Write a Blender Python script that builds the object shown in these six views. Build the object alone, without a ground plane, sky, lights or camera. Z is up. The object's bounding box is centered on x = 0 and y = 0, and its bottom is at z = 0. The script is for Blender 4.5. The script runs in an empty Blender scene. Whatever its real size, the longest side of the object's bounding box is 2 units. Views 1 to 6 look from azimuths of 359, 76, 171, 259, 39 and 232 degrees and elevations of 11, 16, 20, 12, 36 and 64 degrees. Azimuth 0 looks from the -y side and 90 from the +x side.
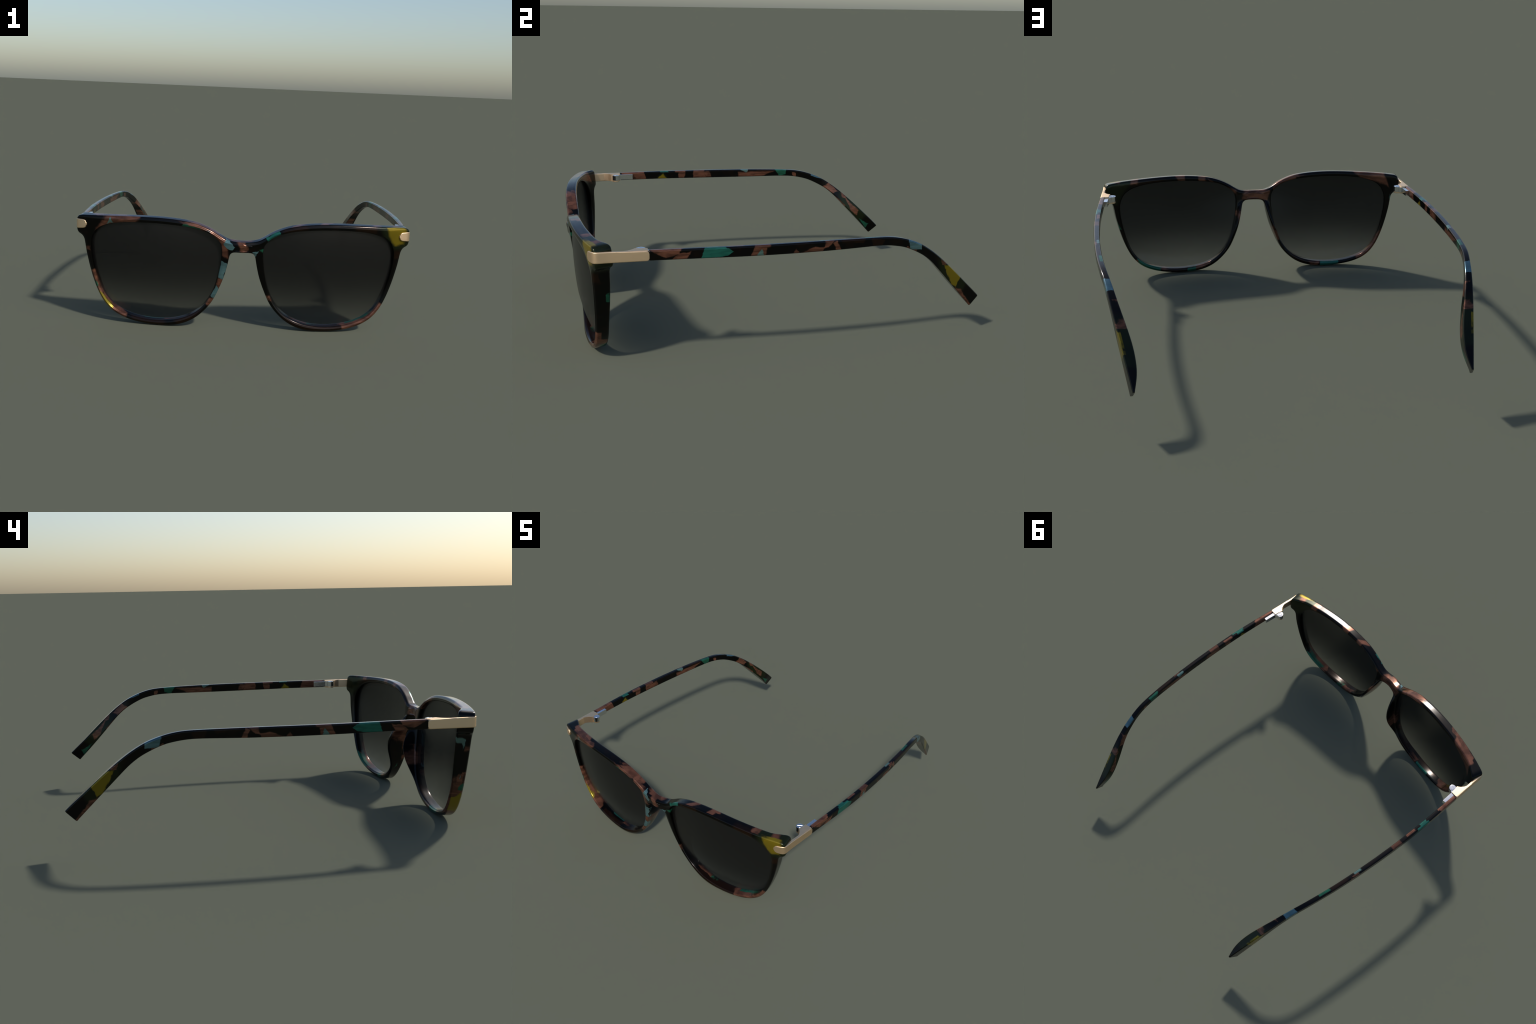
# Acetate sunglasses: bent plate front with two rims and a bridge, gradient lenses,
# metal corner plates with hinges, two curved temples.  Metres, z up, front faces -y.
import bpy, bmesh, math
import numpy as np
from mathutils import Vector

# ------------------------------------------------------------------ helpers
def new_object(name, verts, faces, material, parent=None, smooth=True, angle=None):
    me = bpy.data.meshes.new(name)
    me.from_pydata([tuple(map(float, v)) for v in verts], [], [tuple(map(int, f)) for f in faces])
    bm = bmesh.new(); bm.from_mesh(me)
    bmesh.ops.recalc_face_normals(bm, faces=bm.faces[:])
    bm.to_mesh(me); bm.free()
    me.materials.append(material)
    for p in me.polygons:
        p.use_smooth = smooth
    if angle is not None:
        me.set_sharp_from_angle(angle=math.radians(angle))
    ob = bpy.data.objects.new(name, me)
    bpy.context.scene.collection.objects.link(ob)
    ob.parent = parent
    return ob

def weighted(ob):
    m = ob.modifiers.new('flat_faces', 'WEIGHTED_NORMAL'); m.keep_sharp = True; m.weight = 80
    return ob

def spline(keys, samples_per, closed=False):
    """Centripetal-style Catmull-Rom through hand-placed keys."""
    k = np.array(keys, float); n = len(k); out = []
    segs = n if closed else n - 1
    for i in range(segs):
        if closed:
            p0, p1, p2, p3 = k[i - 1], k[i], k[(i + 1) % n], k[(i + 2) % n]
        else:
            p1, p2 = k[i], k[i + 1]
            p0 = k[i - 1] if i > 0 else 2 * p1 - p2
            p3 = k[i + 2] if i + 2 < n else 2 * p2 - p1
        d0 = max(np.linalg.norm(p1 - p0) ** .5, 1e-6)
        d1 = max(np.linalg.norm(p2 - p1) ** .5, 1e-6)
        d2 = max(np.linalg.norm(p3 - p2) ** .5, 1e-6)
        m1 = (p2 - p1) + d1 * ((p1 - p0) / d0 - (p2 - p0) / (d0 + d1))
        m2 = (p2 - p1) + d1 * ((p3 - p2) / d2 - (p3 - p1) / (d1 + d2))
        for j in range(samples_per):
            t = j / samples_per
            out.append((2*t**3-3*t**2+1)*p1 + (t**3-2*t**2+t)*m1 + (-2*t**3+3*t**2)*p2 + (t**3-t**2)*m2)
    if not closed:
        out.append(k[-1])
    return np.array(out)

def smooth_pts(p, n, closed):
    p = p.copy()
    for _ in range(n):
        if closed:
            p = .5 * p + .25 * (np.roll(p, 1, 0) + np.roll(p, -1, 0))
        else:
            q = p.copy(); q[1:-1] = .5 * p[1:-1] + .25 * (p[:-2] + p[2:]); p = q
    return p

def smoothstep(a, b, x):
    t = np.clip((x - a) / (b - a), 0.0, 1.0); return t * t * (3 - 2 * t)

# ------------------------------------------------------------------ node helper
class Nodes:
    def __init__(self, name):
        self.mat = bpy.data.materials.new(name); self.mat.use_nodes = True
        self.t = self.mat.node_tree; self.t.nodes.clear()
    def node(self, kind, **kw):
        n = self.t.nodes.new(kind)
        for a, v in kw.items(): setattr(n, a, v)
        return n
    def put(self, sock, v):
        if isinstance(v, bpy.types.NodeSocket): self.t.links.new(v, sock)
        else: sock.default_value = v
    def math(self, op, a, b=0.0, c=None, clamp=False):
        n = self.node('ShaderNodeMath', operation=op, use_clamp=clamp)
        self.put(n.inputs[0], a); self.put(n.inputs[1], b)
        if c is not None: self.put(n.inputs[2], c)
        return n.outputs[0]
    def vmath(self, op, a, b=(0, 0, 0)):
        n = self.node('ShaderNodeVectorMath', operation=op)
        self.put(n.inputs[0], a); self.put(n.inputs[1], b)
        return n.outputs['Value'] if op in ('DOT_PRODUCT', 'LENGTH') else n.outputs[0]
    def step(self, v, lo, hi, a=0.0, b=1.0):
        n = self.node('ShaderNodeMapRange', interpolation_type='SMOOTHSTEP')
        self.put(n.inputs['Value'], v)
        n.inputs['From Min'].default_value = lo; n.inputs['From Max'].default_value = hi
        n.inputs['To Min'].default_value = a; n.inputs['To Max'].default_value = b
        return n.outputs[0]
    def noise(self, vec, scale, detail=2.0, rough=.5, dist=0.0):
        n = self.node('ShaderNodeTexNoise'); self.put(n.inputs['Vector'], vec)
        n.inputs['Scale'].default_value = scale; n.inputs['Detail'].default_value = detail
        n.inputs['Roughness'].default_value = rough; n.inputs['Distortion'].default_value = dist
        return n
    def mix(self, f, a, b):
        n = self.node('ShaderNodeMix', data_type='RGBA'); self.put(n.inputs[0], f)
        self.put(n.inputs[6], a if isinstance(a, bpy.types.NodeSocket) else (*a, 1))
        self.put(n.inputs[7], b if isinstance(b, bpy.types.NodeSocket) else (*b, 1))
        return n.outputs[2]
    def combine(self, x, y, z):
        n = self.node('ShaderNodeCombineXYZ')
        for i, v in enumerate((x, y, z)): self.put(n.inputs[i], v)
        return n.outputs[0]
    def output(self, shader):
        o = self.node('ShaderNodeOutputMaterial'); self.t.links.new(shader, o.inputs[0])

def convex_hull(pts):
    pts = sorted(set(pts)); turn = lambda o, a, b: (a[0]-o[0])*(b[1]-o[1]) - (a[1]-o[1])*(b[0]-o[0])
    def half(seq):
        h = []
        for q in seq:
            while len(h) > 1 and turn(h[-2], h[-1], q) <= 0: h.pop()
            h.append(q)
        return h[:-1]
    return half(pts) + half(pts[::-1])

def chip_mask(N, plane, soft, polygon):
    """Soft mask of one convex flake; plane = (a, 1, b) coordinates on the sheet."""
    p = np.array(convex_hull(polygon), float); v = None
    for i in range(len(p)):
        a, b = p[i], p[(i + 1) % len(p)]
        e = b - a; l = np.hypot(*e)
        if l < 1e-6: continue
        n = np.array([-e[1], e[0]]) / l                      # inward for ccw order
        d = N.vmath('DOT_PRODUCT', plane, (n[0], -float(n @ a), n[1]))
        v = d if v is None else N.math('MINIMUM', v, d)
    return N.step(v, -soft, soft)

COL = dict(black=(.0012, .0010, .0009), amber=(.013, .005, .0018), brown=(.172, .069, .041),
           halo=(.011, .016, .005), yellow=(.21, .155, .009), green=(.014, .100, .058),
           teal=(.016, .125, .092), mint=(.105, .190, .170), blue=(.088, .170, .178),
           sky=(.060, .132, .172))
ORDER = ['amber', 'halo', 'brown', 'green', 'yellow', 'teal', 'mint', 'blue', 'sky']
SOFT = dict(amber=.010, brown=.007, halo=.016, green=.003, yellow=.0035, teal=.0015, mint=.0015,
            blue=.0012, sky=.0015)

def finish_acetate(N, pos, masks, stretch):
    """Stack the flakes over near-black acetate, streak the brown, glossy surface."""
    streak = N.noise(N.vmath('MULTIPLY', pos, stretch), 9.0, 4.0, .6, .6).outputs[0]
    cloud = N.noise(pos, 14.0, 3.0, .55, .3).outputs[0]
    col = N.mix(N.step(cloud, .50, .72, 0, .40), COL['black'], COL['amber'])
    for kind in ORDER:
        m = masks.get(kind)
        if m is None: continue
        c = COL[kind]
        if kind == 'brown':
            c = N.mix(N.step(streak, .36, .62), tuple(.46 * q for q in c), tuple(1.10 * q for q in c))
        elif kind in ('blue', 'sky', 'teal', 'mint', 'green'):
            c = N.mix(N.step(streak, .35, .65), tuple(.78 * q for q in c), tuple(1.15 * q for q in c))
        col = N.mix(m, col, c)
    b = N.node('ShaderNodeBsdfPrincipled')
    N.put(b.inputs['Base Color'], col)
    b.inputs['Metallic'].default_value = .55                 # pearly laminate: tinted sheen, deep blacks
    b.inputs['Roughness'].default_value = .17
    b.inputs['IOR'].default_value = 1.5
    N.output(b.outputs[0])
    return N.mat

# ------------------------------------------------------------------ the bent sheet of the front
def sheet_tilt(x):
    return .095 + .034 * (1 - smoothstep(.12, .40, np.abs(x)))

def sheet_y(x, z):
    return -1.003 + .063 * x ** 2 + .079 * x ** 4 + (.6 - z) * sheet_tilt(x) - .013 * np.exp(-(x / .06) ** 2)

def on_sheet(x, z, d):
    """Point d behind the front surface of the bent, tilted sheet."""
    x, z, d = np.broadcast_arrays(np.asarray(x, float), np.asarray(z, float), np.asarray(d, float))
    nx = -.6 * (.126 * x + .300 * x ** 3); nz = sheet_tilt(x); ln = np.sqrt(nx ** 2 + 1 + nz ** 2)
    return np.stack([x + d * nx / ln, sheet_y(x, z) + d / ln, z + d * nz / ln], -1)

# ------------------------------------------------------------------ materials
def front_material():
    N = Nodes('tortoise_acetate_front')
    pos = N.node('ShaderNodeTexCoord').outputs['Object']
    warp = N.noise(pos, 20.0, 3.0, .6).outputs['Color']
    pos_w = N.vmath('ADD', pos, N.vmath('MULTIPLY', N.vmath('SUBTRACT', warp, (.5, .5, .5)), (.030, .0, .030)))
    s = N.node('ShaderNodeSeparateXYZ'); N.put(s.inputs[0], pos_w)
    x, y, z = s.outputs
    x2 = N.math('MULTIPLY', x, x)
    tilt = N.step(N.math('ABSOLUTE', x), .12, .40, .129, .095)
    f = N.math('MULTIPLY', x2, N.math('MULTIPLY_ADD', x2, .079, .063))
    f = N.math('ADD', f, N.math('MULTIPLY', N.math('SUBTRACT', .6, z), tilt))
    depth = N.math('ADD', N.math('SUBTRACT', y, f), 1.003)
    wobble = N.noise(pos, 11.0, 2.0).outputs[0]
    depth_n = N.math('ADD', depth, N.math('MULTIPLY_ADD', wobble, .050, -.025))
    near = N.step(depth_n, .026, .029, 1, 0)        # outer half of the laminate
    far = N.step(depth_n, .026, .029)
    slant = N.math('MULTIPLY_ADD', N.noise(pos, 4.0, 0.0).outputs[0], 5.0, -2.5)
    x_s = N.math('ADD', x, N.math('MULTIPLY', N.math('MINIMUM', N.math('MAXIMUM', N.math('SUBTRACT', depth, .010), 0.0), .035), slant))
    plane = N.combine(x_s, 1.0, z)
    mid = N.math('MULTIPLY', N.step(depth, .006, .012), N.step(depth, .062, .070, 1, 0))
    masks = {}
    def add(kind, m):
        masks[kind] = m if kind not in masks else N.math('MAXIMUM', masks[kind], m)
    def chip(kind, where, *poly, soft=None):
        m = chip_mask(N, plane, SOFT[kind] if soft is None else soft, poly)
        if where is not None: m = N.math('MULTIPLY', m, where)
        add(kind, m)
    # wearer's right rim (viewer's left), seen from the front
    chip('brown', near, (-.795, .522), (-.742, .606), (-.560, .608), (-.578, .572), (-.739, .556), soft=.010)
    chip('mint', near, (-.722, .594), (-.702, .566), (-.740, .556))
    chip('brown', None, (-.330, .592), (-.247, .590), (-.159, .560), (-.231, .545))
    chip('brown', near, (-.180, .560), (-.086, .500), (-.072, .400), (-.115, .420), (-.165, .510), soft=.008)
    chip('green', near, (-.318, .585), (-.231, .562), (-.233, .545), (-.330, .562))
    chip('blue', near, (-.086, .512), (-.104, .483), (-.072, .452), (-.054, .448), (-.040, .467))
    chip('brown', None, (-.034, .51), (.011, .51), (.032, .460), (.011, .430), (-.005, .430))
    chip('blue', near, (-.114, .387), (-.078, .368), (-.100, .280), (-.131, .291))
    chip('blue', near, (-.139, .248), (-.124, .222), (-.146, .163), (-.168, .181))
    chip('brown', near, (-.100, .281), (-.131, .291), (-.138, .248), (-.123, .222), (-.105, .245))
    chip('brown', near, (-.178, .167), (-.146, .165), (-.172, .122), (-.190, .136))
    chip('amber', near, (-.545, .033), (-.464, .033), (-.456, -.01), (-.539, -.01))
    chip('brown', None, (-.820, .285), (-.780, .262), (-.700, .120), (-.625, .066), (-.640, .02), (-.73, .05), (-.81, .178))
    chip('yellow', N.step(depth, .050, .056, 1, 0), (-.795, .178), (-.764, .158), (-.704, .092), (-.716, .060), (-.78, .10))
    chip('green', near, (-.820, .234), (-.796, .228), (-.787, .198), (-.805, .190))
    chip('brown', near, (-.862, .420), (-.837, .423), (-.834, .404), (-.862, .400))
    chip('brown', near, (-.835, .290), (-.800, .290), (-.795, .255), (-.82, .25))
    # wearer's left rim (viewer's right)
    chip('teal', N.step(depth, .036, .040, 1, 0), (.125, .524), (.188, .565), (.211, .537), (.141, .500))
    chip('green', near, (.095, .458), (.128, .473), (.114, .440), soft=.006)
    chip('blue', near, (.054, .440), (.089, .451), (.073, .412))
    chip('amber', near, (.212, .565), (.338, .605), (.349, .580), (.229, .535))
    chip('amber', near, (.601, .606), (.722, .606), (.725, .560), (.608, .570))
    chip('halo', None, (.735, .61), (.93, .61), (.93, .49), (.825, .472), (.775, .530))
    chip('yellow', N.step(depth_n, .022, .026, 1, 0), (.780, .597), (.875, .615), (.891, .580), (.879, .506), (.831, .498), (.797, .552), soft=.010)
    chip('brown', near, (.790, .160), (.762, .175), (.667, .066), (.565, .042), (.568, .000), (.669, .020), (.756, .09))
    chip('brown', near, (.125, .205), (.158, .196), (.170, .165), (.145, .165), soft=.008)
    chip('amber', near, (.222, .085), (.342, .034), (.348, .000), (.246, .040))
    chip('amber', near, (.826, .469), (.875, .467), (.868, .423), (.826, .427), soft=.012)
    chip('amber', None, (-.36, .03), (-.27, .06), (-.22, .11), (-.26, .03), (-.34, .0), soft=.012)
    chip('amber', None, (.60, .05), (.36, .04), (.36, -.01), (.60, -.01), soft=.012)
    chip('amber', near, (.30, .055), (.40, .035), (.38, -.01), (.30, .01), soft=.014)
    chip('amber', near, (-.60, .05), (-.42, .04), (-.42, -.01), (-.60, -.01), soft=.012)
    # back of the front
    chip('brown', far, (-.36, .04), (-.44, .03), (-.42, -.01), (-.36, .0), soft=.008)
    chip('brown', far, (-.13, .30), (-.18, .20), (-.14, .20), (-.10, .28), soft=.008)
    chip('amber', far, (.55, .60), (.75, .60), (.72, .56), (.58, .56), soft=.012)
    chip('brown', far, (.476, .62), (.442, .62), (.436, .575), (.475, .575))
    chip('brown', far, (.225, .575), (.090, .51), (.085, .485), (.155, .505), soft=.008)
    chip('green', N.step(depth, .048, .051), (.822, .368), (.805, .316), (.840, .327))
    chip('green', far, (.742, .125), (.704, .102), (.600, .046), (.602, .010), (.70, .04))
    chip('green', far, (.415, .026), (.358, .037), (.350, .008), (.405, .002))
    chip('green', far, (.150, .186), (.205, .105), (.193, .150), (.174, .180))
    chip('brown', far, (.120, .380), (.060, .398), (.100, .255), (.165, .185), soft=.008)
    chip('brown', far, (.369, .054), (.258, .080), (.258, .050), (.360, .013))
    chip('brown', far, (.700, .135), (.640, .075), (.560, .034), (.63, .040), (.700, .100))
    chip('brown', far, (-.598, .615), (-.809, .615), (-.825, .528), (-.774, .545), (-.648, .573), soft=.010)
    chip('mint', far, (-.830, .478), (-.853, .451), (-.824, .414), (-.819, .454), soft=.005)
    chip('mint', far, (-.797, .276), (-.816, .268), (-.792, .250), soft=.004)
    chip('teal', N.step(depth, .044, .047), (-.450, .036), (-.549, .038), (-.540, .000), (-.444, .000))
    chip('brown', far, (-.316, .600), (-.150, .528), (-.160, .508), (-.287, .560), soft=.006)
    chip('brown', far, (-.10, .50), (.04, .505), (.05, .45), (-.08, .44), soft=.010)
    chip('brown', N.step(depth, .016, .020), (-.870, .285), (-.780, .280), (-.740, .150), (-.820, .150))
    chip('green', N.step(depth, .040, .044), (-.850, .215), (-.800, .230), (-.780, .190), (-.820, .180))
    # flakes that surface on the edges of the sheet
    chip('brown', mid, (.79, .115), (.70, .115), (.60, .0), (.72, .0), soft=.003)
    chip('green', N.step(depth, .042, .046), (.77, .075), (.70, .085), (.60, .0), (.72, .0))
    chip('brown', mid, (-.300, .62), (-.120, .56), (-.140, .50), (-.290, .57))
    chip('brown', mid, (-.790, .62), (-.690, .62), (-.700, .58), (-.790, .58))
    chip('brown', mid, (-.060, .52), (.050, .52), (.040, .47), (-.05, .47))
    chip('brown', mid, (.255, .62), (.300, .62), (.31, .56), (.25, .56), soft=.010)
    chip('brown', mid, (.405, .63), (.445, .63), (.47, .58), (.43, .58))
    chip('brown', mid, (.720, .63), (.765, .63), (.74, .58), (.70, .58))
    chip('brown', mid, (.810, .63), (.880, .63), (.86, .58), (.84, .57), soft=.010)
    return finish_acetate(N, pos, masks, (1.0, 1.0, 5.0))

def temple_material():
    N = Nodes('tortoise_acetate_temple')
    pos0 = N.node('ShaderNodeTexCoord').outputs['Object']
    pos = N.vmath('ABSOLUTE', pos0)                      # both temples carry the same mirrored pattern in x
    s0 = N.node('ShaderNodeSeparateXYZ'); N.put(s0.inputs[0], pos0)
    sx = N.node('ShaderNodeSeparateXYZ'); N.put(sx.inputs[0], pos)
    pos = N.combine(sx.outputs[0], s0.outputs[1], s0.outputs[2])
    warp = N.noise(pos, 24.0, 3.0, .6).outputs['Color']
    pos_w = N.vmath('ADD', pos, N.vmath('MULTIPLY', N.vmath('SUBTRACT', warp, (.5, .5, .5)), (.0, .030, .014)))
    s = N.node('ShaderNodeSeparateXYZ'); N.put(s.inputs[0], pos_w)
    x, y, z = s.outputs
    plane = N.combine(y, 1.0, z)
    # middle of the temple's thickness along its length
    ramp = N.node('ShaderNodeFloatCurve')
    N.put(ramp.inputs['Value'], N.math('MULTIPLY_ADD', y, .5, .5))
    c = ramp.mapping.curves[0]
    ky = [-.66, -.4, -.2, 0, .2, .41, .57, .63, .75, .84, 1.0]
    keys = [((v + 1) / 2, float(TEMPLE_OUTER(v) - .0125)) for v in ky]
    c.points[0].location = (0, .909); c.points[-1].location = keys[-1]
    for k in keys[:-1]: c.points.new(*k)
    ramp.mapping.update()
    side = N.math('SUBTRACT', x, ramp.outputs[0])
    outer = N.step(side, -.001, .001); inner = N.step(side, -.001, .001, 1, 0)
    masks = {}
    def chip(kind, where, *poly, soft=None):
        m = chip_mask(N, plane, SOFT[kind] if soft is None else soft, poly)
        if where is not None: m = N.math('MULTIPLY', m, where)
        masks[kind] = m if kind not in masks else N.math('MAXIMUM', masks[kind], m)
    chip('brown', None, (-.68, .60), (-.515, .60), (-.520, .565), (-.640, .560), soft=.0035)
    chip('brown', outer, (-.660, .572), (-.518, .575), (-.529, .553), (-.588, .535), soft=.0035)
    chip('brown', outer, (-.530, .555), (-.478, .560), (-.503, .520), (-.575, .520), soft=.0035)
    chip('teal', outer, (-.424, .569), (-.404, .585), (-.348, .585), (-.294, .553), (-.320, .535), (-.435, .520))
    chip('brown', outer, (-.220, .520), (-.189, .585), (-.135, .585), (-.150, .520), soft=.0035)
    chip('mint', outer, (-.166, .556), (-.152, .522), (-.192, .522))
    chip('brown', outer, (-.022, .522), (-.004, .547), (.016, .522), soft=.0035)
    chip('brown', outer, (.015, .522), (.082, .550), (.133, .545), (.121, .522), soft=.0035)
    chip('brown', outer, (.123, .537), (.147, .580), (.195, .580), (.149, .546), soft=.0035)
    chip('brown', outer, (.175, .560), (.193, .568), (.216, .522), (.189, .522), soft=.0035)
    chip('amber', outer, (.364, .570), (.430, .555), (.411, .520), (.365, .520), soft=.003)
    chip('amber', outer, (.27, .58), (.34, .58), (.32, .55), (.28, .555), soft=.003)
    chip('sky', None, (.572, .560), (.640, .520), (.632, .508), (.565, .530))
    chip('blue', outer, (.567, .550), (.635, .520), (.632, .486), (.575, .494))
    chip('brown', outer, (.555, .510), (.605, .490), (.60, .470), (.545, .495), soft=.003)
    chip('halo', None, (.745, .43), (.80, .41), (.92, .28), (.86, .20), (.75, .345))
    chip('yellow', outer, (.775, .388), (.812, .385), (.880, .314), (.857, .268), (.828, .282))
    chip('brown', outer, (.850, .265), (.882, .252), (.955, .160), (.935, .150), soft=.004)
    # flakes on the inner face
    chip('brown', inner, (-.60, .58), (-.511, .58), (-.492, .52), (-.60, .52), soft=.0035)
    chip('halo', inner, (-.44, .52), (-.391, .566), (-.35, .52), soft=.008)
    chip('yellow', inner, (-.428, .522), (-.391, .556), (-.363, .522), soft=.004)
    chip('brown', inner, (-.297, .58), (-.246, .58), (-.248, .52), (-.288, .52), soft=.0035)
    chip('brown', inner, (-.195, .575), (-.142, .580), (-.109, .52), (-.197, .52), soft=.0035)
    chip('brown', inner, (-.142, .565), (-.090, .565), (-.08, .53), (-.11, .53), soft=.005)
    chip('mint', inner, (.10, .580), (.164, .580), (.143, .553), soft=.003)
    chip('brown', inner, (.096, .557), (.147, .556), (.314, .558), (.231, .522), (.096, .522), soft=.006)
    chip('green', inner, (.322, .580), (.409, .580), (.401, .540), (.364, .530))
    chip('brown', inner, (.451, .551), (.471, .548), (.472, .520), (.455, .520), soft=.003)
    chip('brown', inner, (.678, .485), (.738, .431), (.705, .419), (.640, .460), soft=.0035)
    chip('brown', inner, (.782, .395), (.868, .306), (.858, .276), (.818, .309), soft=.0035)
    chip('green', inner, (.880, .250), (.940, .216), (.923, .185))
    chip('brown', inner, (.72, .40), (.78, .34), (.77, .33), (.71, .39), soft=.003)
    chip('brown', None, (.755, .425), (.800, .40), (.78, .39), (.765, .395), soft=.003)
    # flakes that surface on the top edge
    chip('teal', None, (-.425, .59), (-.380, .59), (-.350, .566), (-.400, .566))
    chip('brown', inner, (-.330, .59), (-.27, .59), (-.28, .566), (-.31, .566), soft=.0035)
    chip('brown', None, (-.175, .59), (-.12, .59), (-.13, .562), (-.16, .562), soft=.0035)
    chip('brown', None, (.125, .59), (.165, .59), (.15, .560), (.14, .560), soft=.0035)
    chip('amber', None, (.20, .59), (.33, .59), (.32, .560), (.22, .560))
    return finish_acetate(N, pos, masks, (1.0, 1.0, 6.0))

def metal_material(name, colour, rough, scratch):
    N = Nodes(name)
    pos = N.node('ShaderNodeTexCoord').outputs['Object']
    grain = N.noise(N.vmath('MULTIPLY', pos, (60, 60, 900)), 1.0, 2.0).outputs[0]
    b = N.node('ShaderNodeBsdfPrincipled')
    b.inputs['Base Color'].default_value = (*colour, 1)
    b.inputs['Metallic'].default_value = 1.0
    N.put(b.inputs['Roughness'], N.step(grain, .3, .7, rough - scratch, rough + scratch))
    N.output(b.outputs[0])
    return N.mat

def lens_material():
    """Smoke lens: opaque at the brow, letting light through towards the bottom."""
    N = Nodes('gradient_smoke_lens')
    pos = N.node('ShaderNodeTexCoord').outputs['Object']
    s = N.node('ShaderNodeSeparateXYZ'); N.put(s.inputs[0], pos)
    ramp = N.node('ShaderNodeFloatCurve')
    N.put(ramp.inputs['Value'], s.outputs[2])
    c = ramp.mapping.curves[0]
    # light let through by one face (two faces are crossed)
    pts = [(0.0, .66), (.06, .60), (.12, .49), (.20, .34), (.30, .19), (.38, .13), (.46, .12), (1.0, .12)]
    c.points[0].location = pts[0]; c.points[-1].location = pts[-1]
    for p in pts[1:-1]: c.points.new(*p)
    ramp.mapping.update()
    b = N.node('ShaderNodeBsdfPrincipled')
    b.inputs['Base Color'].default_value = (.0062, .0060, .0058, 1)
    b.inputs['Roughness'].default_value = .25
    b.inputs['IOR'].default_value = 1.46
    tr = N.node('ShaderNodeBsdfTransparent')
    mx = N.node('ShaderNodeMixShader')
    N.put(mx.inputs[0], ramp.outputs[0])
    N.put(mx.inputs[1], b.outputs[0]); N.put(mx.inputs[2], tr.outputs[0])
    N.output(mx.outputs[0])
    return N.mat

# ------------------------------------------------------------------ front: outline pairs (outer edge, lens opening)
PAIRS = [
    ((0.0000, 0.4922), (0.1156, 0.4695)), ((0.0360, 0.4932), (0.1171, 0.4755)), ((0.0810, 0.4996), (0.1241, 0.4885)),
    ((0.1101, 0.5141), (0.1341, 0.5005)), ((0.1551, 0.5425), (0.1581, 0.5205)), ((0.2002, 0.5644), (0.1951, 0.5404)),
    ((0.2503, 0.5823), (0.2452, 0.5553)), ((0.3004, 0.5925), (0.2953, 0.5641)), ((0.3607, 0.6002), (0.3556, 0.5703)),
    ((0.4411, 0.6053), (0.4359, 0.5754)), ((0.5216, 0.6059), (0.5164, 0.5765)), ((0.6020, 0.6044), (0.5968, 0.5742)),
    ((0.6823, 0.6016), (0.6721, 0.5677)), ((0.7823, 0.5979), (0.7371, 0.5543)), ((0.8616, 0.5944), (0.7769, 0.5366)),
    ((0.8941, 0.5916), (0.7967, 0.5203)), ((0.9068, 0.5824), (0.8046, 0.5114)), ((0.9106, 0.5675), (0.8105, 0.5025)),
    ((0.9103, 0.5347), (0.8164, 0.4916)), ((0.9101, 0.5079), (0.8213, 0.4797)), ((0.9002, 0.4923), (0.8247, 0.4708)),
    ((0.8845, 0.4836), (0.8271, 0.4609)), ((0.8726, 0.4685), (0.8290, 0.4460)), ((0.8665, 0.4475), (0.8294, 0.4291)),
    ((0.8593, 0.4116), (0.8282, 0.4023)), ((0.8461, 0.3499), (0.8209, 0.3446)), ((0.8288, 0.2812), (0.8050, 0.2700)),
    ((0.8036, 0.2046), (0.7787, 0.1875)), ((0.7744, 0.1419), (0.7465, 0.1288)), ((0.7363, 0.0901), (0.7094, 0.0900)),
    ((0.6873, 0.0523), (0.6674, 0.0642)), ((0.6192, 0.0242), (0.6093, 0.0425)), ((0.5391, 0.0077), (0.5392, 0.0285)),
    ((0.4590, 0.0015), (0.4691, 0.0236)), ((0.3889, 0.0031), (0.3990, 0.0272)), ((0.3243, 0.0148), (0.3343, 0.0397)),
    ((0.2598, 0.0445), (0.2767, 0.0628)), ((0.2051, 0.0906), (0.2270, 0.0965)), ((0.1601, 0.1480), (0.1871, 0.1433)),
    ((0.1261, 0.2210), (0.1481, 0.2171)), ((0.0986, 0.2943), (0.1301, 0.2872)), ((0.0815, 0.3644), (0.1171, 0.3553)),
    ((0.0735, 0.4045), (0.1126, 0.3944)), ((0.0660, 0.4231), (0.1116, 0.4094)), ((0.0520, 0.4331), (0.1111, 0.4195)),
    ((0.0300, 0.4356), (0.1106, 0.4295)), ((0.0000, 0.4356), (0.1111, 0.4395)), ]
SEAM = ((.000, .4645), (.1125, .4550))
PAD_Z = [.09, .12, .16, .20, .24, .28, .32, .36, .40, .43]
PAD_W = [.0, .08, .38, .74, .96, 1.0, .86, .58, .20, .0]
PAD_DEPTH = .074

def front_outlines():
    per = 4
    outer = spline([p[0] for p in PAIRS], per)
    inner = spline([p[1] for p in PAIRS] + [SEAM[1]], per, closed=True)
    outer = smooth_pts(outer, 2, False); inner = smooth_pts(inner, 6, True)
    n_out = len(outer)                                   # last two closed segments face the bridge seam
    seam = np.array([[0, outer[-1][1] + (outer[0][1] - outer[-1][1]) * k / (2 * per)] for k in range(1, 2 * per)])
    outer = np.vstack([outer, seam])
    return outer, inner, n_out

def normals_2d(p, closed=True):
    t = np.roll(p, -1, 0) - np.roll(p, 1, 0)
    n = np.stack([-t[:, 1], t[:, 0]], -1)
    return n / np.maximum(np.linalg.norm(n, axis=1, keepdims=True), 1e-9)

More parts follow.
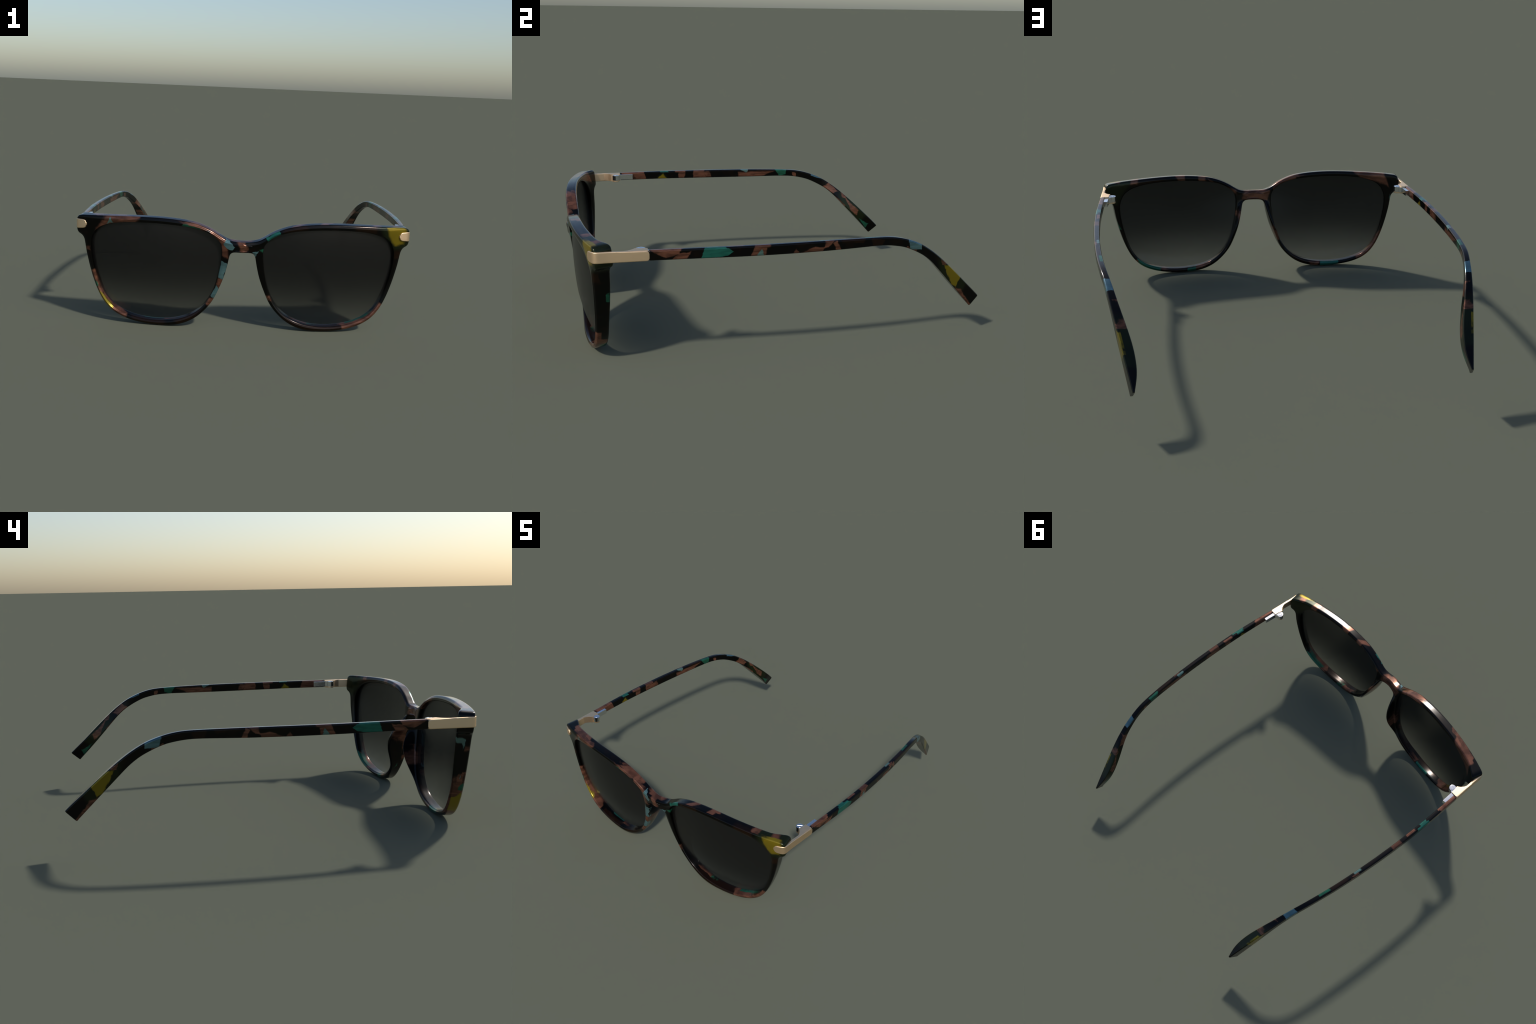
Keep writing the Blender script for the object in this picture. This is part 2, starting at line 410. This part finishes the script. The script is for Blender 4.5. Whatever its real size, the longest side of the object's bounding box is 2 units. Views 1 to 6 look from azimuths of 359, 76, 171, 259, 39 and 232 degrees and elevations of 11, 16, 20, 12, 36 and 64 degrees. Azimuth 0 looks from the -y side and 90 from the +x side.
def build_front(mat):
    O, I, n_out = front_outlines(); n = len(O)
    nO = normals_2d(O)                                   # clockwise loop: left normal points outward
    nI = normals_2d(I)
    nO[0] = (0, 1); nO[n_out - 1] = (0, -1)
    is_seam = np.arange(n) >= n_out
    O = O + nO * (.0030 * smoothstep(.46, .38, O[:, 1]) * ~is_seam)[:, None]     # full lower rims
    thick = lambda x: .057 + .002 * smoothstep(.55, .75, x) + .023 * smoothstep(.79, .91, x)
    T, TI = thick(O[:, 0]), thick(I[:, 0])
    nose = (O[:, 0] < .30) & (O[:, 1] < .432) & (np.arange(n) > 100)
    w = np.where(nose, np.interp(O[:, 1], PAD_Z, PAD_W), 0.0)
    w = smooth_pts(w[:, None], 8, True)[:, 0]
    w[is_seam] = 0
    rings = []
    for i in range(n):
        ri, ro, qi, qo = .006, .0095, .007, .010
        if is_seam[i]: ro = qo = 0.0
        o, q, a, b = O[i], I[i], nO[i], nI[i]
        prof = []
        ang = np.linspace(0, math.pi / 2, 5)
        for t in ang: prof.append((q + b * ri * (1 - math.cos(t)), ri * (1 - math.sin(t)), 0))
        A, B = q + b * ri, o - a * ro
        for k in range(1, 8):
            s = k / 8; prof.append((A + (B - A) * s, -.0025 * 4 * s * (1 - s), s))
        for t in ang: prof.append((o - a * ro * (1 - math.sin(t)), ro * (1 - math.cos(t)), 1))
        # wall, leaning outwards behind the nose pads
        lean = np.array([.008, -.002]) * w[i]
        de = T[i] + PAD_DEPTH * w[i]
        qo_i = qo + .008 * w[i]
        for k in range(1, 6):
            s = k / 6; d = ro + (de - qo_i - ro) * s
            prof.append((o + lean * s ** 1.5 - a * .004 * w[i] * math.sin(math.pi * s) * -1, d, 1))
        oo = o + lean
        for t in ang: prof.append((oo - a * qo_i * (1 - math.cos(t)), de - qo_i * (1 - math.sin(t)), 1))
        A, B = oo - a * qo_i, q + b * qi
        for k in range(1, 8):
            s = k / 8
            d = thick(A[0] + (B[0] - A[0]) * s) + PAD_DEPTH * w[i] * (1 - smoothstep(.0, 1.0, s)) + .0015 * 4 * s * (1 - s)
            prof.append((A + (B - A) * s, float(d), 1 - s))
        for t in ang: prof.append((q + b * qi * (1 - math.sin(t)), TI[i] - qi * (1 - math.cos(t)), 0))
        for k in range(1, 4):
            s = k / 4; prof.append((q, (TI[i] - qi) * (1 - s) + ri * s, 0))
        P = np.array([p[0] for p in prof]); D = np.array([p[1] for p in prof])
        xyz = on_sheet(P[:, 0], P[:, 1], D)
        if is_seam[i] or i in (0, n_out - 1):
            xyz[np.abs(P[:, 0]) < 1e-6, 0] = 0
        rings.append(xyz)
    m = len(rings[0])
    V = np.vstack(rings)
    F = []
    for i in range(n):
        j = (i + 1) % n
        for k in range(m):
            l = (k + 1) % m
            f = (i * m + k, i * m + l, j * m + l, j * m + k)
            if all(abs(V[v][0]) < 1e-6 for v in f): continue
            F.append(f)
    # mirror and weld
    V2 = np.vstack([V, V * [-1, 1, 1]])
    F2 = F + [tuple(v + len(V) for v in f[::-1]) for f in F]
    me = bpy.data.meshes.new('tmp'); me.from_pydata(V2.tolist(), [], F2)
    bm = bmesh.new(); bm.from_mesh(me)
    bmesh.ops.remove_doubles(bm, verts=bm.verts[:], dist=1e-5)
    bmesh.ops.dissolve_degenerate(bm, edges=bm.edges[:], dist=1e-6)
    bmesh.ops.recalc_face_normals(bm, faces=bm.faces[:])
    bm.verts.ensure_lookup_table(); bm.normal_update()
    verts = np.array([v.co[:] for v in bm.verts]); nrm = np.array([v.normal[:] for v in bm.verts])
    faces = [[v.index for v in f.verts] for f in bm.faces]
    bm.free(); bpy.data.meshes.remove(me)
    lift = -verts[:, 2].min(); verts[:, 2] += lift
    return verts, nrm, faces, O, I, lift

def region_object(name, verts, nrm, faces, mat, parent):
    used = sorted({v for f in faces for v in f}); idx = {v: i for i, v in enumerate(used)}
    me = bpy.data.meshes.new(name)
    me.from_pydata(verts[used].tolist(), [], [[idx[v] for v in f] for f in faces])
    for p in me.polygons: p.use_smooth = True
    me.materials.append(mat)
    me.normals_split_custom_set_from_vertices([tuple(nrm[v]) for v in used])
    ob = bpy.data.objects.new(name, me)
    bpy.context.scene.collection.objects.link(ob); ob.parent = parent
    return ob

# ------------------------------------------------------------------ lens
def lens_depth(x, z, t, layer):
    """Depth behind the sheet: bulging front face, flatter back face."""
    dx, dz = x - .40, np.asarray(z - .27)
    front = -.005 - .018 * dx - .020 * dz - .080 * dx * dz + .19 * dx ** 2 + np.where(dz > 0, .30, .75) * dz ** 2
    return front if layer == 0 else np.maximum(front + .007, .040 - .014 * (1 - t * t))

def build_lens(side, I, mat, parent):
    b = normals_2d(I); E = I - b * 0 + b * .004
    c = E.mean(0); n = len(E); R = 14
    V = []; F = []
    layers = []
    for layer in (0, 1):
        rows = []
        for k in range(R):
            t = 1 - k / R
            p = c + (E - c) * t
            d = lens_depth(p[:, 0], p[:, 1], t, layer)
            rows.append(list(range(len(V), len(V) + n)))
            xyz = on_sheet(p[:, 0], p[:, 1], d); V.extend(xyz.tolist())
        V.append(on_sheet(c[0], c[1], lens_depth(c[0], c[1], 0.0, layer)).tolist()); layers.append((rows, len(V) - 1))
    for rows, tip in layers:
        for a, bb in zip(rows[:-1], rows[1:]):
            for i in range(n):
                j = (i + 1) % n; F.append((a[i], a[j], bb[j], bb[i]))
        for i in range(n): F.append((rows[-1][i], rows[-1][(i + 1) % n], tip))
    a, bb = layers[0][0][0], layers[1][0][0]
    for i in range(n):
        j = (i + 1) % n; F.append((a[i], bb[i], bb[j], a[j]))
    V = np.array(V) * [side, 1, 1]
    return new_object('lens', V, F, mat, parent, angle=40)

# ------------------------------------------------------------------ lofted bars
def loft(name, rings, mat, parent, angle=None):
    n = len(rings[0]); V = np.vstack(rings); F = []
    for r in range(len(rings) - 1):
        for i in range(n):
            j = (i + 1) % n
            F.append((r * n + i, r * n + j, (r + 1) * n + j, (r + 1) * n + i))
    F.append(tuple(range(n))[::-1]); F.append(tuple((len(rings) - 1) * n + i for i in range(n)))
    return weighted(new_object(name, V, F, mat, parent, angle=angle))

def rounded_section(w, h, r, seg=4):
    """Unit loop of a rounded rectangle, w across (0..w), h high (-h/2..h/2)."""
    r = min(r, w * .49, h * .49); pts = []
    for cx, cy, a0 in ((w - r, h / 2 - r, 0), (r, h / 2 - r, 90), (r, -h / 2 + r, 180), (w - r, -h / 2 + r, 270)):
        for k in range(seg + 1):
            a = math.radians(a0 + 90 * k / seg)
            pts.append((cx + r * math.cos(a), cy + r * math.sin(a)))
    return np.array(pts)

T_Y = [-.66, -.53, -.40, -.30, -.15, .0, .15, .30, .41, .50, .57, .63, .69, .75, .80, .85, .90, .95, 1.0]
T_X = [.9205, .9265, .9320, .9330, .9305, .9238, .9135, .8995, .8850, .8700, .8535, .8405, .8260, .8105, .7965, .7820, .7680, .7530, .7385]
T_T = [.025, .0275, .0295, .0298, .0295, .0290, .0285, .0290, .0292, .0295, .0305, .0335, .0380, .0460, .0530, .0570, .0550, .0430, .012]
def TEMPLE_OUTER(y): return np.interp(y, T_Y, T_X)
def TEMPLE_THICK(y): return np.interp(y, T_Y, T_T)

TEMPLE_EDGES = [  # (top y, top z, bottom y, bottom z)
    (-.655, .5705, -.655, .5290), (-.540, .5710, -.540, .5295), (-.400, .5710, -.400, .5295),
    (-.250, .5705, -.250, .5280), (-.100, .5703, -.100, .5272), (.050, .5700, .050, .5272),
    (.200, .5690, .200, .5280), (.340, .5668, .340, .5305), (.420, .5645, .413, .5302),
    (.475, .5605, .460, .5265), (.522, .5525, .501, .5195), (.570, .5390, .545, .5085),
    (.632, .5140, .599, .4850), (.690, .4800, .652, .4560), (.745, .4385, .702, .4170),
    (.800, .3915, .752, .3660), (.870, .3270, .820, .2940), (.940, .2600, .886, .2240),
    (.992, .2095, .937, .1690), (1.000, .2010, .948, .1570)]

def build_temple(side, mat, parent):
    e = spline(TEMPLE_EDGES, 6)
    e = smooth_pts(e, 4, False)
    e[:, 3] -= .0028
    e[:, 1] += .0025 * smoothstep(.62, .45, e[:, 0]) - .002 * smoothstep(.60, .70, e[:, 0]) * smoothstep(.98, .90, e[:, 0])
    yx = np.linspace(-.66, 1.0, 400)
    sm = lambda f: smooth_pts(np.array([f(v) for v in yx])[:, None], 60, False)[:, 0]
    xs, ts = sm(TEMPLE_OUTER), sm(TEMPLE_THICK)
    rings = []; N = len(e)
    for i, (ty, tz, by, bz) in enumerate(e):
        grow = 1.0
        top = np.array([0, ty, tz]); bot = np.array([0, by, bz])
        mid = (top + bot) / 2; up = (top - bot); h = np.linalg.norm(up); up /= h
        yt = (ty + .0) if ty > .6 else mid[1]
        # thickness follows the distance along the upper edge, x of the flat outer face follows y
        tk = np.interp(ty if ty > .5 else mid[1], yx, ts)
        sec = rounded_section(tk, h, .0075)
        pts = []
        for u, v in sec:
            P = mid + up * v
            swell = smoothstep(.60, .80, ty) * (-.22 * v / h)        # the ear end is fuller at its lower edge
            P[0] = np.interp(P[1], yx, xs) - (tk - u) * (1 + swell)
            pts.append(P)
        rings.append(np.array(pts))
    # rounded ends
    def cap(ring, direction, r, first):
        c = ring.mean(0); out = []
        for t in (.35, .7, 1.0):
            k = 1 - (1 - math.cos(t * math.pi / 2)) * r / .02
            out.append(c + (ring - c) * [max(k, .5), k, k] + np.array(direction) * r * math.sin(t * math.pi / 2))
        return out
    front = cap(rings[0], (0, -1, 0), .004, True)
    d = rings[-1].mean(0) - rings[-3].mean(0); d /= np.linalg.norm(d)
    back = cap(rings[-1], d, .003, False)
    rings = front[::-1] + rings + back
    rings = [r * [side, 1, 1] for r in rings]
    return loft('temple', rings, mat, parent, angle=50)

# ------------------------------------------------------------------ metal corner plate, hinge, screw
PLATE_PATH = [(.8550, -.9195), (.868, -.9155), (.880, -.9110), (.892, -.9060), (.902, -.8995), (.9090, -.8910), (.9120, -.8800),
              (.9120, -.860), (.9122, -.825), (.9145, -.780), (.9168, -.735), (.9185, -.700), (.9195, -.675), (.920, -.6585)]

def build_plate(side, mat, parent):
    p = smooth_pts(spline(PLATE_PATH, 5), 3, False)
    seg = np.r_[0, np.cumsum(np.linalg.norm(np.diff(p, axis=0), axis=1))]; L = seg[-1]
    t = np.gradient(p, axis=0); t /= np.linalg.norm(t, axis=1, keepdims=True)
    inward = np.stack([-t[:, 1], t[:, 0]], -1)
    rings = []
    for i in range(len(p)):
        s = seg[i]
        zt = np.interp(s, [0, .05, L], [.5705, .5735, .5705]); zb = np.interp(s, [0, .05, L], [.5260, .5215, .5255])
        zc, h = (zt + zb) / 2, (zt - zb)
        r1, r2 = .020, .011
        if s < r1: h *= .35 + .65 * math.sqrt(max(0, 1 - (1 - s / r1) ** 2.2))
        if L - s < r2: h -= 2 * r2 * (1 - math.sqrt(max(0, 1 - (1 - (L - s) / r2) ** 2))) * .75
        thick = .016 if s > .02 else .012
        sec = rounded_section(thick, h, .0040, 4)
        rings.append(np.array([[p[i][0] + inward[i][0] * (thick - u), p[i][1] + inward[i][1] * (thick - u), zc + v] for u, v in sec]))
    # small rounding at both ends
    def end(r, d):
        c = r.mean(0); return [c + (r - c) * .93 + np.array(d) * .0022, c + (r - c) * .8 + np.array(d) * .003]
    d0 = -np.array([t[0][0], t[0][1], 0]); d1 = np.array([t[-1][0], t[-1][1], 0])
    rings = end(rings[0], d0)[::-1] + rings + end(rings[-1], d1)
    return loft('corner_plate', [r * [side, 1, 1] for r in rings], mat, parent, angle=50)

def prism(name, outline, z0, z1, mat, parent, side, bevel=.0015, angle=40):
    bm = bmesh.new()
    vs = [bm.verts.new((side * x, y, z0)) for x, y in outline]
    f = bm.faces.new(vs)
    ex = bmesh.ops.extrude_face_region(bm, geom=[f])
    bmesh.ops.translate(bm, verts=[g for g in ex['geom'] if isinstance(g, bmesh.types.BMVert)], vec=(0, 0, z1 - z0))
    bmesh.ops.recalc_face_normals(bm, faces=bm.faces[:])
    if bevel:
        caps = [e for e in bm.edges if all(abs(v.co.z - z0) < 1e-6 for v in e.verts) or all(abs(v.co.z - z1) < 1e-6 for v in e.verts)]
        bmesh.ops.bevel(bm, geom=caps, offset=bevel, segments=2, profile=.6, affect='EDGES')
    me = bpy.data.meshes.new(name); bm.to_mesh(me); bm.free()
    me.materials.append(mat)
    for p in me.polygons: p.use_smooth = True
    me.set_sharp_from_angle(angle=math.radians(angle))
    ob = bpy.data.objects.new(name, me); bpy.context.scene.collection.objects.link(ob); ob.parent = parent
    return weighted(ob)

HX, HY = .8545, -.689
def arc(cx, cy, r, a0, a1, n):
    return [(cx + r * math.cos(math.radians(a0 + (a1 - a0) * k / n)), cy + r * math.sin(math.radians(a0 + (a1 - a0) * k / n))) for k in range(n + 1)]

def build_hinge(side, gold, silver, parent, plate):
    # widening of the corner plate that carries the hinge
    inner = spline([(.9070, -.800), (.9030, -.772), (.8970, -.752), (.8860, -.733), (.8740, -.7215), (.8670, -.7175)], 4).tolist()
    block = inner + [(.8655, -.7130)] + [(.8665, -.7060), (.8700, -.6980), (.8715, -.6890), (.8725, -.6630), (.8745, -.6610), (.9130, -.6610), (.9130, -.800)]
    prism('hinge_block', block, .5270, .5722, gold, plate, side)
    leaf = [(.8800, -.7150), (.8800, -.6650)] + arc(HX, HY, .0190, 70, 290, 14)
    prism('hinge_leaf', leaf, .5270, .5365, gold, plate, side)
    hinge = prism('hinge', arc(HX, HY, .0210, 0, 345, 23), .5375, .5675, silver, parent, side)
    strap = [(.8600, -.6700), (.8735, -.6600), (.8775, -.5830), (.8985, -.5845), (.8965, -.6590), (.8800, -.6640), (.8740, -.6800)]
    prism('hinge_strap', strap, .5340, .5655, silver, hinge, side)
    # slotted screw: two half heads with the slot between them
    ca, sa = math.cos(math.radians(35)), math.sin(math.radians(35))
    r, g = .0140, .0026
    for sgn in (1, -1):
        a0 = math.degrees(math.asin(g / r)); half = arc(0, 0, r, a0, 180 - a0, 12)
        pts = [(HX + ca * u - sa * v * sgn, HY + sa * u + ca * v * sgn) for u, v in half]
        if sgn < 0: pts = pts[::-1]
        prism('screw_head', pts, .5670, .5700, silver, hinge, side, bevel=.0008)
    prism('screw_shank', arc(HX, HY, .0145, 0, 345, 23), .5300, .5682, silver, hinge, side, bevel=0)

# ------------------------------------------------------------------ assembly
def main():
    root = bpy.data.objects.new('sunglasses', None)
    bpy.context.scene.collection.objects.link(root)
    root['label'] = 'square tortoiseshell sunglasses with dark gradient lenses and gold corners'
    root['category'] = 'sunglasses'
    front_mat, temple_mat = front_material(), temple_material()
    gold = metal_material('satin_gold_metal', (.90, .65, .41), .45, .04)
    silver = metal_material('polished_steel', (.78, .79, .82), .16, .03)
    lens_mat = lens_material()
    verts, nrm, faces, O, I, lift = build_front(front_mat)
    def is_pad(f):
        c = verts[f].mean(0)
        d = c[1] - sheet_y(c[0], c[2])
        return d > .060 and abs(c[0]) < .26 and c[2] < .43
    front_faces = [f for f in faces if not is_pad(f)]
    front = region_object('frame_front', verts, nrm, front_faces, front_mat, root)
    for s in (-1, 1):
        region_object('nose_pad', verts, nrm, [f for f in faces if is_pad(f) and verts[f].mean(0)[0] * s > 0], front_mat, front)
        build_lens(s, I, lens_mat, root)
        build_temple(s, temple_mat, root)
        plate = build_plate(s, gold, root)
        build_hinge(s, gold, silver, root, plate)

main()
